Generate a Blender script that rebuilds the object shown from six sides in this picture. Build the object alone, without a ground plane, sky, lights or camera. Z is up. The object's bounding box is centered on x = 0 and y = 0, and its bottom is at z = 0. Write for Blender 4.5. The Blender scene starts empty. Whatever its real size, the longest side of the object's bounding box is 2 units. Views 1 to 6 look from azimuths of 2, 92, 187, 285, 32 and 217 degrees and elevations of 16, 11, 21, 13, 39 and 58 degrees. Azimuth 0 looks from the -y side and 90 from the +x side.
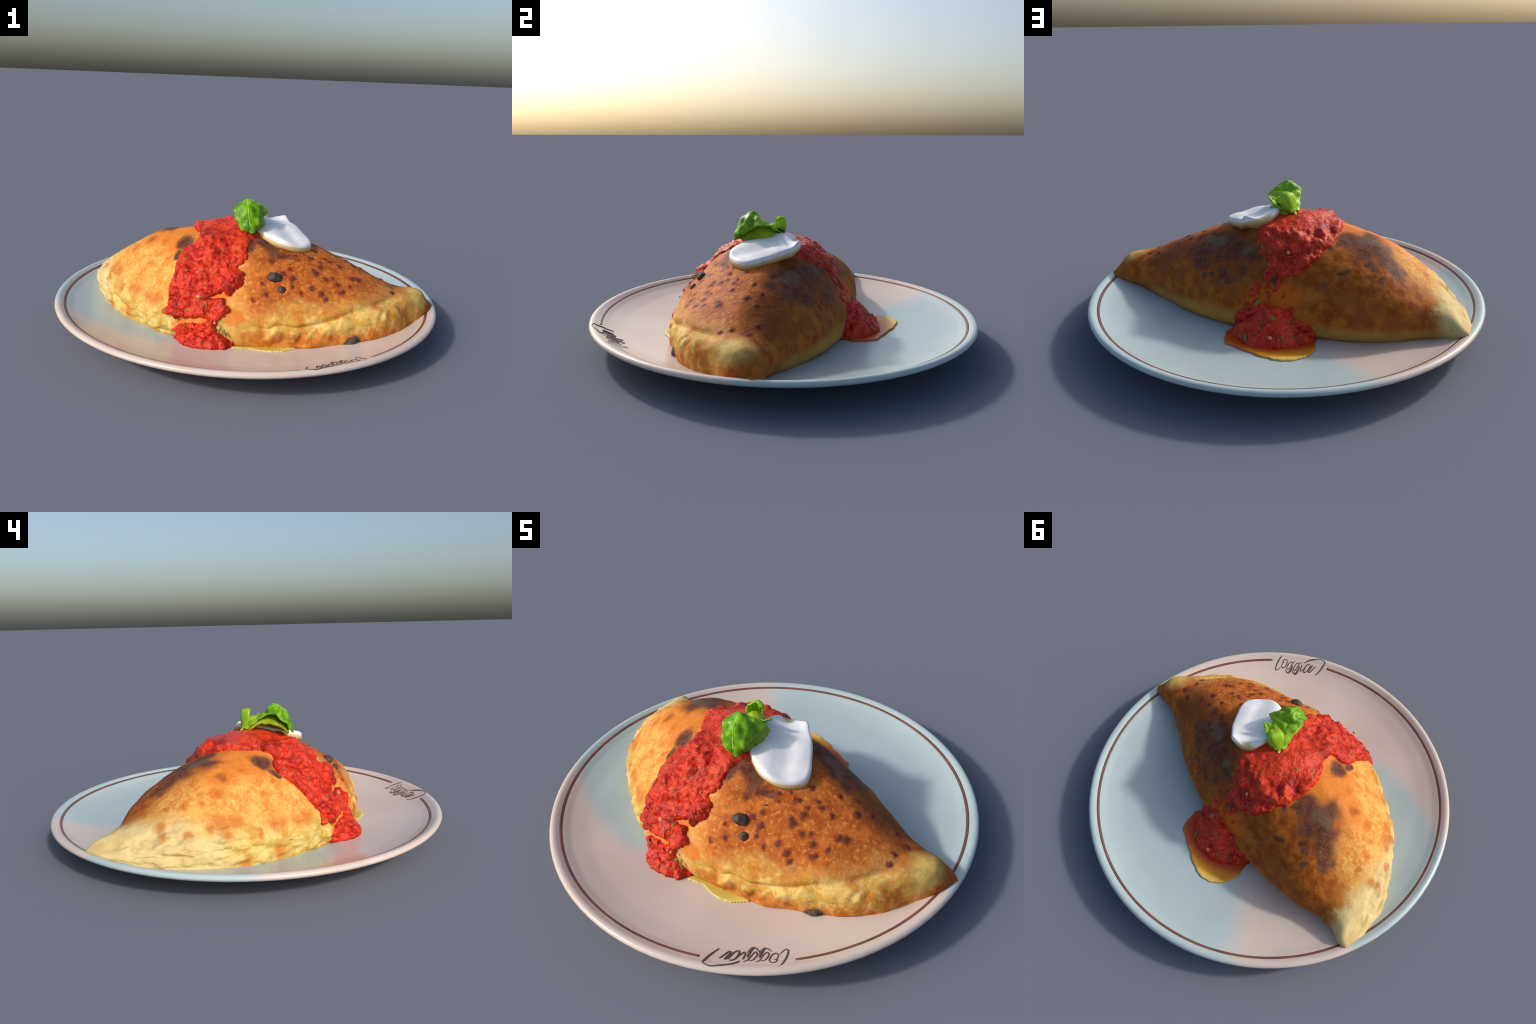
import bpy, math
import numpy as np

# ------------------------------------------------------------------ helpers
def lin(r, g, b):
    f = lambda c: (c / 255) / 12.92 if c <= 10 else ((c / 255 + .055) / 1.055) ** 2.4
    return (f(r), f(g), f(b), 1.0)

_rng = np.random.RandomState(11)
_perm = _rng.permutation(512)
_grad = _rng.normal(size=(512, 3))
_grad /= np.linalg.norm(_grad, axis=1)[:, None]

def perlin(P, scale=1.0, seed=0):
    """Gradient noise, about -1..1, on an (..., 3) array."""
    P = np.asarray(P, float) * scale + seed * 17.31
    i = np.floor(P).astype(int)
    f = P - i
    u = f * f * f * (f * (f * 6 - 15) + 10)
    out = 0
    for dx in (0, 1):
        for dy in (0, 1):
            for dz in (0, 1):
                h = _perm[(_perm[(_perm[(i[..., 0] + dx) % 512] + i[..., 1] + dy) % 512] + i[..., 2] + dz) % 512]
                g = _grad[h]
                d = g[..., 0] * (f[..., 0] - dx) + g[..., 1] * (f[..., 1] - dy) + g[..., 2] * (f[..., 2] - dz)
                w = (u[..., 0] if dx else 1 - u[..., 0]) * (u[..., 1] if dy else 1 - u[..., 1]) * (u[..., 2] if dz else 1 - u[..., 2])
                out = out + w * d
    return out * 1.6

def fbm(P, scale, octaves=3, seed=0):
    return sum(perlin(P, scale * 2 ** k, seed + k) * .5 ** k for k in range(octaves))

def sstep(a, b, x):
    t = np.clip((np.asarray(x, float) - a) / (b - a), 0, 1)
    return t * t * (3 - 2 * t)

def smooth_curve(points, x, width=.03):
    """Piecewise linear through (x, y) points, softened over `width`."""
    px, py = zip(*points)
    k = np.linspace(-1.5, 1.5, 15)
    wt = np.exp(-k * k * 1.5)
    wt /= wt.sum()
    return sum(w * np.interp(x + d * width, px, py) for w, d in zip(wt, k))

def new_mesh(name, verts, faces, mat, parent=None, smooth=True, kind=None):
    me = bpy.data.meshes.new(name)
    me.from_pydata([tuple(v) for v in np.asarray(verts).tolist()], [], [tuple(f) for f in faces])
    me.materials.append(mat)
    if smooth:
        me.polygons.foreach_set("use_smooth", [True] * len(me.polygons))
    me.update()
    ob = bpy.data.objects.new(name, me)
    bpy.context.scene.collection.objects.link(ob)
    if parent:
        ob.parent = parent
    if kind:
        ob["kind"] = kind
    return ob

def grid_faces(nu, nv, wrap_v=False, flip=False):
    out = []
    for i in range(nu - 1):
        for j in range(nv if wrap_v else nv - 1):
            k = (j + 1) % nv
            q = (i * nv + j, (i + 1) * nv + j, (i + 1) * nv + k, i * nv + k)
            out.append(q[::-1] if flip else q)
    return out

def grid_normals(G):
    """Normals of an (nu, nv, 3) grid."""
    du = np.gradient(G, axis=0)
    dv = np.gradient(G, axis=1)
    n = np.cross(du, dv)
    return n / np.maximum(np.linalg.norm(n, axis=-1, keepdims=True), 1e-9)

def poly_sdf(poly, X, Y):
    """Signed distance to a closed polygon, positive inside."""
    poly = np.asarray(poly, float)
    d2 = np.full(X.shape, 1e9)
    inside = np.zeros(X.shape, bool)
    for (x0, y0), (x1, y1) in zip(poly, np.roll(poly, -1, 0)):
        ex, ey = x1 - x0, y1 - y0
        t = np.clip(((X - x0) * ex + (Y - y0) * ey) / (ex * ex + ey * ey + 1e-12), 0, 1)
        d2 = np.minimum(d2, (X - x0 - t * ex) ** 2 + (Y - y0 - t * ey) ** 2)
        if y0 != y1:
            c = ((y0 > Y) != (y1 > Y)) & (X < (x1 - x0) * (Y - y0) / (y1 - y0) + x0)
            inside ^= c
    d = np.sqrt(d2)
    return np.where(inside, d, -d)

# ------------------------------------------------------------------ materials
class Nodes:
    def __init__(self, name):
        self.mat = bpy.data.materials.new(name)
        self.mat.use_nodes = True
        self.t = self.mat.node_tree
        self.t.nodes.clear()
        self.out = self.t.nodes.new("ShaderNodeOutputMaterial")
        self.bsdf = self.t.nodes.new("ShaderNodeBsdfPrincipled")
        self.t.links.new(self.bsdf.outputs[0], self.out.inputs[0])
        self.coord = self.t.nodes.new("ShaderNodeTexCoord").outputs["Object"]
        self.xyz = None

    def put(self, sock, v):
        if hasattr(v, "is_linked"):
            self.t.links.new(v, sock)
        else:
            sock.default_value = v

    def math(self, op, a, b=0.0, c=0.0, clamp=False):
        n = self.t.nodes.new("ShaderNodeMath")
        n.operation = op
        n.use_clamp = clamp
        for s, v in zip(n.inputs, (a, b, c)):
            self.put(s, v)
        return n.outputs[0]

    def axis(self, k):
        if self.xyz is None:
            n = self.t.nodes.new("ShaderNodeSeparateXYZ")
            self.t.links.new(self.coord, n.inputs[0])
            self.xyz = n.outputs
        return self.xyz[k]

    def noise(self, scale, detail=3.0, rough=.55, vec=None, distort=0.0, stretch=None):
        v = vec or self.coord
        if stretch:
            m = self.t.nodes.new("ShaderNodeMapping")
            m.inputs["Scale"].default_value = stretch
            self.t.links.new(v, m.inputs[0])
            v = m.outputs[0]
        n = self.t.nodes.new("ShaderNodeTexNoise")
        self.t.links.new(v, n.inputs["Vector"])
        n.inputs["Scale"].default_value = scale
        n.inputs["Detail"].default_value = detail
        n.inputs["Roughness"].default_value = rough
        n.inputs["Distortion"].default_value = distort
        return n.outputs["Fac"]

    def voronoi(self, scale, feature="F1", out="Distance", rand=1.0, vec=None):
        n = self.t.nodes.new("ShaderNodeTexVoronoi")
        n.feature = feature
        self.t.links.new(vec or self.coord, n.inputs["Vector"])
        n.inputs["Scale"].default_value = scale
        n.inputs["Randomness"].default_value = rand
        return n.outputs[out]

    def ramp01(self, v, lo, hi):
        n = self.t.nodes.new("ShaderNodeMapRange")
        n.interpolation_type = "SMOOTHSTEP"
        self.put(n.inputs[0], v)
        n.inputs[1].default_value = lo
        n.inputs[2].default_value = hi
        return n.outputs[0]

    def mix(self, f, a, b, blend="MIX"):
        n = self.t.nodes.new("ShaderNodeMix")
        n.data_type = "RGBA"
        n.blend_type = blend
        self.put(n.inputs[0], f)
        self.put(n.inputs[6], a)
        self.put(n.inputs[7], b)
        return n.outputs[2]

    def warp(self, amount, scale):
        n = self.t.nodes.new("ShaderNodeTexNoise")
        self.t.links.new(self.coord, n.inputs["Vector"])
        n.inputs["Scale"].default_value = scale
        n.inputs["Detail"].default_value = 3
        s = self.t.nodes.new("ShaderNodeVectorMath")
        s.operation = "SUBTRACT"
        self.t.links.new(n.outputs["Color"], s.inputs[0])
        s.inputs[1].default_value = (.5, .5, .5)
        m = self.t.nodes.new("ShaderNodeVectorMath")
        m.operation = "MULTIPLY_ADD"
        self.t.links.new(s.outputs[0], m.inputs[0])
        m.inputs[1].default_value = (amount,) * 3
        self.t.links.new(self.coord, m.inputs[2])
        return m.outputs[0]

    def blob(self, vec, centre, radius):
        """Distance from centre in units of radius (scalar or per axis)."""
        s = self.t.nodes.new("ShaderNodeVectorMath")
        s.operation = "SUBTRACT"
        self.t.links.new(vec, s.inputs[0])
        s.inputs[1].default_value = centre
        r = radius if hasattr(radius, "__len__") else (radius,) * 3
        d = self.t.nodes.new("ShaderNodeVectorMath")
        d.operation = "DIVIDE"
        self.t.links.new(s.outputs[0], d.inputs[0])
        d.inputs[1].default_value = r
        l = self.t.nodes.new("ShaderNodeVectorMath")
        l.operation = "LENGTH"
        self.t.links.new(d.outputs[0], l.inputs[0])
        return l.outputs["Value"]

    def blobs(self, vec, items):
        """Smallest scaled distance to any of the (centre, radius) items."""
        d = None
        for c, r in items:
            x = self.blob(vec, snap([c])[0], r)
            d = x if d is None else self.math("MINIMUM", d, x)
        return d

    def bump(self, height, strength, distance):
        n = self.t.nodes.new("ShaderNodeBump")
        n.inputs["Strength"].default_value = strength
        n.inputs["Distance"].default_value = distance
        self.t.links.new(height, n.inputs["Height"])
        self.t.links.new(n.outputs[0], self.bsdf.inputs["Normal"])

    def set(self, **kw):
        for k, v in kw.items():
            self.put(self.bsdf.inputs[k.replace("_", " ")], v)
        return self.mat

# ------------------------------------------------------------------ plate
PROFILE_TOP = [(0, .041), (.30, .041), (.45, .043), (.55, .048), (.656, .059), (.74, .071), (.832, .087), (.91, .110), (.930, .120), (.945, .127),
               (.956, .130), (.964, .136), (.972, .141), (.983, .1435), (.992, .141), (.998, .135), (1.0, .129)]
PROFILE_UNDER = [(.998, .123), (.988, .115), (.965, .105), (.90, .081), (.82, .056), (.72, .033), (.62, .017), (.55, .008), (.49, .003), (.47, 0.0), (.44, 0.0), (.42, .008), (0, .010)]

def plate_z(r):
    px, pz = zip(*PROFILE_TOP)
    return smooth_curve(PROFILE_TOP, np.asarray(r, float), .012)

def make_plate(mat, band_mat, ink_mat):
    seg = 96
    prof = []
    r_top = np.concatenate([np.linspace(.02, .9, 40), np.linspace(.91, .955, 8), [p[0] for p in PROFILE_TOP[11:]]])
    for r in r_top:
        z = float(plate_z(r)) if r < .958 else dict(PROFILE_TOP).get(round(float(r), 4), float(plate_z(r)))
        prof.append((r, z))
    prof += PROFILE_UNDER[:-1]
    verts, nv = [(0, 0, .041)], len(prof)
    for i in range(seg):
        a = 2 * math.pi * i / seg
        for r, z in prof:
            verts.append((r * math.cos(a), r * math.sin(a), z))
    verts.append((0, 0, .010))
    faces = []
    for i in range(seg):
        k = (i + 1) % seg
        b, c = 1 + i * nv, 1 + k * nv
        faces.append((0, b, c))
        for j in range(nv - 1):
            faces.append((b + j, b + j + 1, c + j + 1, c + j))
        faces.append((b + nv - 1, len(verts) - 1, c + nv - 1))
    plate = new_mesh("plate", verts, faces, mat)
    plate["label"] = "round pale glazed dinner plate with thin brown line near rim"
    plate["category"] = "plate"
    return plate

# ------------------------------------------------------------------ crust
A = np.array([.9614, -.275])      # long axis of the turnover
N = np.array([.275, .9614])       # across, towards the folded back
O = np.array([-.862, .448])       # west tip
S_END = 1.925
W_S = [(0, -.07), (.01, -.125), (.04, -.235), (.11, -.345), (.16, -.405), (.22, -.468), (.329, -.562), (.407, -.608), (.511, -.658), (.60, -.690), (.69, -.722), (.78, -.736), (.84, -.738),
       (1.0, -.730), (1.09, -.714), (1.18, -.700), (1.28, -.676), (1.36, -.643), (1.466, -.583), (1.56, -.530), (1.65, -.452), (1.716, -.412), (1.79, -.340), (1.855, -.215), (1.89, -.135), (1.91, -.08), (1.925, -.03)]
W_N = [(0, .03), (.025, .03), (.05, .026), (.1, -.004), (.206, -.002), (.287, .035), (.415, .070), (.548, .092), (.678, .108), (.85, .125), (1.1, .133), (1.24, .111), (1.396, .077),
       (1.49, .040), (1.61, .003), (1.69, -.026), (1.77, -.03), (1.87, .0), (1.9, -.004), (1.925, -.015)]
B_S = [(0, 0), (.3, .0), (.5, .012), (.8, .02), (1.05, .02), (1.3, .012), (1.5, .012), (1.7, .015), (1.85, .005), (1.925, 0)]
B_N = [(0, 0), (.05, .01), (.2, .035), (.4, .042), (.9, .045), (1.2, .035), (1.45, .03), (1.7, .02), (1.9, .0)]
C_W = [(0, .015), (.05, -.01), (.1, -.09), (.184, -.20), (.308, -.28), (.41, -.288), (.62, -.29), (.72, -.285), (.82, -.260), (.915, -.225), (1.017, -.208), (1.17, -.195), (1.313, -.19), (1.42, -.20),
       (1.53, -.212), (1.63, -.197), (1.725, -.17), (1.813, -.125), (1.87, -.08), (1.9, -.035), (1.925, -.02)]
C_Z = [(0, .145), (.02, .165), (.05, .180), (.1, .213), (.184, .262), (.308, .338), (.41, .398), (.511, .438), (.618, .464), (.72, .490), (.82, .514), (.915, .519), (1.017, .508), (1.17, .480), (1.313, .432),
       (1.42, .386), (1.53, .340), (1.63, .296), (1.725, .256), (1.80, .245), (1.845, .233), (1.88, .188), (1.9, .160), (1.915, .148), (1.925, .138)]
E_S = [(0, 1.9), (.2, 1.7), (.35, 1.5), (.5, 1.42), (.8, 1.45), (.95, 1.55), (1.05, 1.7), (1.25, 1.75), (1.5, 1.8), (1.6, 1.9), (1.925, 2)]
E_N = [(0, 2), (.4, 2.05), (.6, 1.9), (.75, 1.6), (.85, 1.5), (1.0, 1.6), (1.16, 1.55), (1.35, 1.58), (1.5, 1.8), (1.925, 2)]

NV_LOW, NV_UP = 14, 70

def crust_grid(n_s, up=NV_UP, low=NV_LOW):
    t = np.linspace(0, 1, n_s)
    s = S_END * (t - .35 * np.sin(2 * math.pi * t) / (2 * math.pi))
    c = lambda pts, w=.02: smooth_curve(pts, s, w)
    wS, wN, bS, bN, cW, cZ, eS, eN = c(W_S), c(W_N), c(B_S), c(B_N), c(C_W, .03), c(C_Z, .02), c(E_S), c(E_N)
    pS = O[None] + s[:, None] * A + wS[:, None] * N
    pN = O[None] + s[:, None] * A + wN[:, None] * N
    zS = plate_z(np.minimum(np.hypot(*pS.T), .955)) - .004
    zN = plate_z(np.minimum(np.hypot(*pN.T), .955)) - .004
    cZ = np.maximum(cZ, np.maximum(zS, zN) + .008)
    hS = np.minimum(.085, .35 * (cZ - zS))
    hN = np.minimum(.10, .35 * (cZ - zN))
    rows_w, rows_z = [], []
    for k in np.linspace(0, math.pi / 2, low, endpoint=False):       # south foot
        rows_w.append(wS - bS * np.sin(k))
        rows_z.append(zS + hS * (1 - np.cos(k)))
    for k in np.linspace(0, math.pi / 2, up, endpoint=False):        # south flank to crest
        rows_w.append(cW + (wS - bS - cW) * np.cos(k) ** (2 / eS))
        rows_z.append(zS + hS + (cZ - zS - hS) * np.sin(k) ** (2 / eS))
    for k in np.linspace(math.pi / 2, 0, up, endpoint=False):        # crest to north flank
        rows_w.append(cW + (wN + bN - cW) * np.cos(k) ** (2 / eN))
        rows_z.append(zN + hN + (cZ - zN - hN) * np.sin(k) ** (2 / eN))
    for k in np.linspace(math.pi / 2, 0, low):                       # north foot
        rows_w.append(wN + bN * np.sin(k))
        rows_z.append(zN + hN * (1 - np.cos(k)))
    W, Z = np.array(rows_w).T, np.array(rows_z).T
    XY = O + s[:, None, None] * A + W[..., None] * N
    G = np.concatenate([XY, Z[..., None]], -1)
    v = np.concatenate([np.linspace(0, .12, low, endpoint=False), np.linspace(.12, .5, up, endpoint=False), np.linspace(.5, .88, up, endpoint=False), np.linspace(.88, 1, low)])
    return s, v, G

CREASE = [(.98, .160), (1.03, .160), (1.10, .136), (1.18, .150), (1.235, .138), (1.274, .166), (1.353, .150), (1.46, .170), (1.52, .190), (1.56, .208), (1.63, .222), (1.70, .233), (1.76, .243)]

# dark blistered spots on the sunny flank: (x, y, z, radius)
SPOTS = [(.124, -.331, .394, .016), (.167, -.297, .407, .012), (.248, -.262, .407, .012), (.255, -.284, .395, .010), (.282, -.237, .409, .011), (.310, -.254, .395, .014), (.322, -.244, .395, .010),
         (.221, -.353, .366, .012), (.195, -.376, .356, .014), (.231, -.391, .339, .015), (.232, -.426, .313, .013), (.227, -.412, .325, .011), (.273, -.442, .290, .015), (.326, -.412, .301, .014),
         (.368, -.427, .277, .017), (.390, -.439, .259, .013), (.344, -.329, .349, .018), (.331, -.318, .359, .013), (.368, -.287, .363, .017), (.369, -.256, .376, .012), (.396, -.201, .387, .012),
         (.410, -.222, .375, .016), (.463, -.222, .358, .013), (.546, -.159, .341, .018), (.588, -.113, .322, .016), (.393, -.342, .328, .014), (.426, -.330, .326, .012), (.453, -.359, .303, .016),
         (.514, -.343, .298, .013), (.465, -.394, .278, .016), (.475, -.390, .279, .012), (.530, -.286, .318, .016), (.552, -.279, .313, .017), (.738, -.206, .261, .013), (.736, -.254, .252, .012),
         (.349, -.173, .411, .012), (.450, -.127, .382, .014), (.510, -.091, .355, .014), (.111, -.478, .285, .014), (.096, -.441, .318, .010), (.058, -.499, .261, .012), (.764, -.132, .250, .019), (.70, -.10, .26, .012)]
NUB = np.array([.537, -.503, .072])
# broad swells and hollows of the baked shell: (x, y, z, reach, height)
SWELLS = [(-.05, -.46, .27, .085, -.012), (.185, -.45, .30, .08, -.008), (.10, -.55, .13, .10, -.012), (.06, -.25, .45, .09, .022), (.25, -.27, .41, .10, .007), (-.15, -.32, .415, .09, .026), (.02, -.32, .39, .07, .014),
          (-.24, -.04, .48, .06, -.008), (-.20, -.20, .47, .07, .010), (-.10, .16, .49, .10, .030), (-.47, .13, .41, .08, .014), (.16, .25, .27, .09, -.014), (.26, -.49, .21, .11, -.020), (.34, -.545, .06, .07, .016), (.60, -.44, .10, .05, .014),
          (-.69, .23, .265, .08, -.006), (.78, -.07, .17, .07, .016), (.82, -.29, .15, .09, -.022), (.93, -.14, .14, .05, .012), (.24, .03, .45, .08, -.014)]

def worley(P, scale, seed=3):
    """Distance to the nearest jittered cell point."""
    P = np.asarray(P, float) * scale
    i = np.floor(P).astype(int)
    best = np.full(P.shape[:-1], 9.0)
    for dx in (-1, 0, 1):
        for dy in (-1, 0, 1):
            for dz in (-1, 0, 1):
                c = i + (dx, dy, dz)
                h = _perm[(_perm[(_perm[(c[..., 0] + seed) % 512] + c[..., 1]) % 512] + c[..., 2]) % 512]
                q = c + .5 + .42 * _grad[h]
                best = np.minimum(best, np.linalg.norm(P - q, axis=-1))
    return best

_shell = []
def snap(items):
    """Move (x, y, z, ...) marks onto the plain shell of the crust."""
    if not _shell:
        _shell.append(crust_grid(260, 60, 10)[2].reshape(-1, 3))
    G = _shell[0]
    out = []
    for it in items:
        i = np.argmin(np.sum((G - np.array(it[:3])) ** 2, 1))
        out.append(tuple(float(c) for c in G[i]) + tuple(it[3:]))
    return out

def near(G, p, r):
    return np.exp(-np.sum((G - np.asarray(p)) ** 2, -1) / (r * r))

def relief(s, v, G):
    """Lumps, blisters and the crimped seam, as a displacement along the normal."""
    Sg = np.repeat(s[:, None], len(v), 1)
    Vg = np.repeat(v[None], len(s), 0)
    edge = sstep(0, .05, Sg) * sstep(S_END, S_END - .03, Sg) * sstep(0, .05, Vg) * sstep(1, .95, Vg)
    d = .006 * fbm(G, 5, 2, 1) + .0012 * fbm(G, 26, 3, 5)
    south = sstep(.45, .36, Vg)
    # slack, wrinkled dough towards the west foot
    wrinkle = sstep(.0, -.35, G[..., 0]) * sstep(.32, .20, G[..., 2]) * south
    d = d + wrinkle * (.011 * fbm(G * (1, 1, 2.2), 12, 3, 9) - .013 * np.abs(perlin(G * (1, 1, 2.6), 9, 13)))
    # seam: a crease with a crimped roll below it
    zc = smooth_curve(CREASE, s, .02)[:, None]
    on = sstep(.98, 1.06, Sg) * sstep(1.80, 1.72, Sg) * south
    h = G[..., 2] - zc
    crimp = perlin(np.stack([Sg * 13, h * 5, 0 * h], -1), 1, 21)
    crimp2 = perlin(np.stack([Sg * 30, h * 22, 0 * h], -1), 1, 23)
    on = on * (.45 + .55 * sstep(-.25, .35, perlin(np.stack([Sg * 6, 0 * h, 0 * h], -1), 1, 27)))
    d = d + on * (-.013 * np.exp(-(h / .013) ** 2) + (.009 + .023 * crimp + .009 * crimp2) * np.exp(-((h + .045) / .035) ** 2) + .006 * np.exp(-((h - .03) / .02) ** 2))
    # west fold
    fold = sstep(.03, .06, Sg) * sstep(.17, .13, Sg) * south
    hw = G[..., 2] - (.158 - .14 * (Sg - .05))
    d = d + fold * (-.010 * np.exp(-(hw / .008) ** 2) + .007 * np.exp(-((hw + .025) / .018) ** 2))
    # charred nub, rolled east end
    d = d * edge
    d = d + .034 * near(G, NUB, .032) + .012 * near(G, (.80, -.32, .13), .02)
    d = d + .020 * near(G, (.875, -.165, .185), .055) - .012 * near(G, (.915, -.095, .175), .03)
    for x, y, z, r, a in SWELLS:
        d = d + a * near(G, (x, y, z), r) * edge
    for x, y, z, r in snap(SPOTS):
        d = d + .0042 * near(G, (x, y, z), r * .8)
    for k, (x, y, z, r) in enumerate(((-.703, -.082, .258, .03), (-.726, -.117, .207, .028), (-.797, .138, .199, .03), (-.642, -.247, .211, .03), (-.567, -.297, .227, .035), (-.769, .033, .212, .03))):
        d = d + .006 * near(G, (x, y, z), r)
    return d

def crust_surface(n_s, up=NV_UP, low=NV_LOW):
    s, v, G = crust_grid(n_s, up, low)
    n = grid_normals(G)
    if n[len(s) // 2, len(v) // 2, 2] < 0:
        n = -n
    G = G + n * relief(s, v, G)[..., None]
    return s, v, G

def make_crust(mat, parent):
    s, v, G = crust_surface(460, 90, 16)
    ns, nv = G.shape[:2]
    faces = grid_faces(ns, nv)
    for i in range(ns - 1):                  # underside joins the two feet
        a, b = i * nv, (i + 1) * nv
        faces.append((a + nv - 1, b + nv - 1, b, a))
    faces.append(tuple(range(nv)))
    faces.append(tuple(range(ns * nv - 1, (ns - 1) * nv - 1, -1)))
    return new_mesh("crust", G.reshape(-1, 3), faces, mat, parent)

def slab(name, top, bottom, mask, mat, parent, kind=None):
    """Closed sheet between two (nu, nv, 3) grids, on the cells whose corners are all in mask."""
    nu, nv = mask.shape
    idx = -np.ones((nu, nv), int)
    cell = mask[:-1, :-1] & mask[1:, :-1] & mask[1:, 1:] & mask[:-1, 1:]
    used = np.zeros_like(mask)
    used[:-1, :-1] |= cell; used[1:, :-1] |= cell; used[1:, 1:] |= cell; used[:-1, 1:] |= cell
    n = int(used.sum())
    idx[used] = np.arange(n)
    verts = np.concatenate([top[used], bottom[used]])
    faces, edges = [], {}
    for i, j in zip(*np.nonzero(cell)):
        q = (int(idx[i, j]), int(idx[i + 1, j]), int(idx[i + 1, j + 1]), int(idx[i, j + 1]))
        faces.append(q)
        faces.append(tuple(k + n for k in q[::-1]))
        for a, b in zip(q, q[1:] + q[:1]):
            if (b, a) in edges:
                del edges[(b, a)]
            else:
                edges[(a, b)] = 1
    for a, b in edges:
        faces.append((b, a, a + n, b + n))
    return new_mesh(name, verts, faces, mat, parent, kind=kind)

# ------------------------------------------------------------------ tomato sauce
SAUCE_SOUTH = [(.663, .598), (.703, .663), (.733, .701), (.781, .723), (.842, .744), (.916, .733), (.947, .717), (.953, .690), (.997, .679), (1.009, .647), (1.065, .603),
               (1.10, .55), (1.10, .48), (1.095, .43), (1.062, .411), (1.042, .391), (1.044, .359), (1.066, .332), (1.036, .31), (1.077, .294), (1.074, .267), (1.050, .247), (1.021, .232), (.995, .242),
               (.967, .238), (.945, .226), (.985, .222), (1.009, .228), (1.052, .197), (1.030, .172), (1.005, .156), (1.008, .130), (1.02, .11), (1.075, .07), (1.08, .0), (.79, .0), (.79, .094),
               (.842, .136), (.955, .148), (.955, .160), (.897, .163), (.836, .156), (.775, .156), (.715, .156), (.742, .196), (.730, .223), (.724, .256), (.731, .299), (.706, .332), (.724, .359), (.772, .380), (.765, .412),
               (.722, .440), (.682, .484), (.662, .549)]
SAUCE_NORTH = [(1.075, 1.0), (1.075, .905), (1.035, .862), (.985, .845), (.975, .812), (.945, .806), (.925, .830), (.885, .822), (.855, .842), (.80, .852), (.757, .868), (.686, .889), (.664, .945), (.66, 1.0)]
SPLATS = [(.99, .800, .013), (.873, .770, .017), (.83, .782, .011), (.915, .764, .015), (.955, .785, .012), (.93, .735, .022), (1.0, .83, .014), (.865, .752, .018), (.905, .793, .010), (.78, .83, .010), (.975, .765, .009)]
V_LEN = 1.5

def sauce_lumps(P):
    fold = 1 - np.abs(perlin(P + .03 * perlin(P, 9, 3)[..., None], 13, 33)) * 2.2
    chunk = np.clip(.62 - worley(P + .012 * perlin(P, 40, 5)[..., None], 21), -.25, .4)
    return .022 * chunk + .009 * fold + .006 * (.5 - worley(P, 52, 8)) + .014 * fbm(P, 9, 3, 31)

def make_sauce(mat, parent):
    s, v, G = crust_surface(640, 150, 26)
    keep = (s > .6) & (s < 1.16)
    s, G = s[keep], G[keep]
    n = grid_normals(G)
    if n[len(s) // 2, len(v) // 2, 2] < 0:
        n = -n
    S, V = np.repeat(s[:, None], len(v), 1), np.repeat(v[None], len(s), 0) * V_LEN
    m = lambda poly: [(a, b * V_LEN) for a, b in poly]
    d = np.maximum(poly_sdf(m(SAUCE_SOUTH), S, V), poly_sdf(m(SAUCE_NORTH), S, V))
    drip = np.full(d.shape, -1.0)
    for a, b, r in SPLATS:
        drip = np.maximum(drip, r - np.hypot((S - a), (V - b * V_LEN) * .75))
    thin = (drip > d)
    d = np.maximum(d, drip) + np.where(thin, .016, .010) * fbm(G, 30, 3, 40)
    smear = sstep(.455, .49, G[..., 2]) * sstep(.70, .60, V / V_LEN)         # thin, even at the very top
    rise = np.sqrt(np.clip(1 - (1 - np.clip(d / .034, 0, 1)) ** 2, 0, 1))
    rise = rise * np.where(thin, .42, 1)
    off = np.where(d > 0, rise * (.019 + .003 * smear + sauce_lumps(G) * (1 - .62 * smear)), -.006)
    off = np.maximum(off, np.where(d > 0, .0015, -.006))
    top = G + n * off[..., None]
    under = poly_sdf(MOZZ, top[..., 0], top[..., 1]) > .004           # pressed down below the cheese
    top[..., 2] = np.where(under & (top[..., 2] > .3), np.minimum(top[..., 2], mozz_top(top[..., 0], top[..., 1]) - .016), top[..., 2])
    ob = slab("tomato_sauce", top, G - n * .015, d > -.010, mat, parent)
    return ob, top, n, d

POOL_NORTH = [(.222, .30), (.228, .37), (.185, .435), (.14, .48), (.103, .517), (.04, .523), (-.015, .522), (-.07, .510), (-.12, .475), (-.17, .42), (-.195, .37), (-.17, .25), (.15, .18)]
POOL_SOUTH = [(-.27, -.45), (-.30, -.50), (-.275, -.565), (-.235, -.600), (-.185, -.620), (-.118, -.621), (-.060, -.604), (-.030, -.562), (-.03, -.48)]
OIL_NORTH = [(.25, .36), (.246, .44), (.228, .482), (.18, .512), (.12, .548), (.06, .590), (0, .616), (-.05, .630), (-.10, .618), (-.145, .588), (-.172, .545), (-.190, .490), (-.180, .455), (-.182, .40), (-.14, .30), (.18, .25)]
OIL_SOUTH = [(-.04, -.52), (-.03, -.582), (.045, -.574), (.10, -.597), (.15, -.606), (.205, -.598), (.27, -.555), (.24, -.50)]

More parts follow.
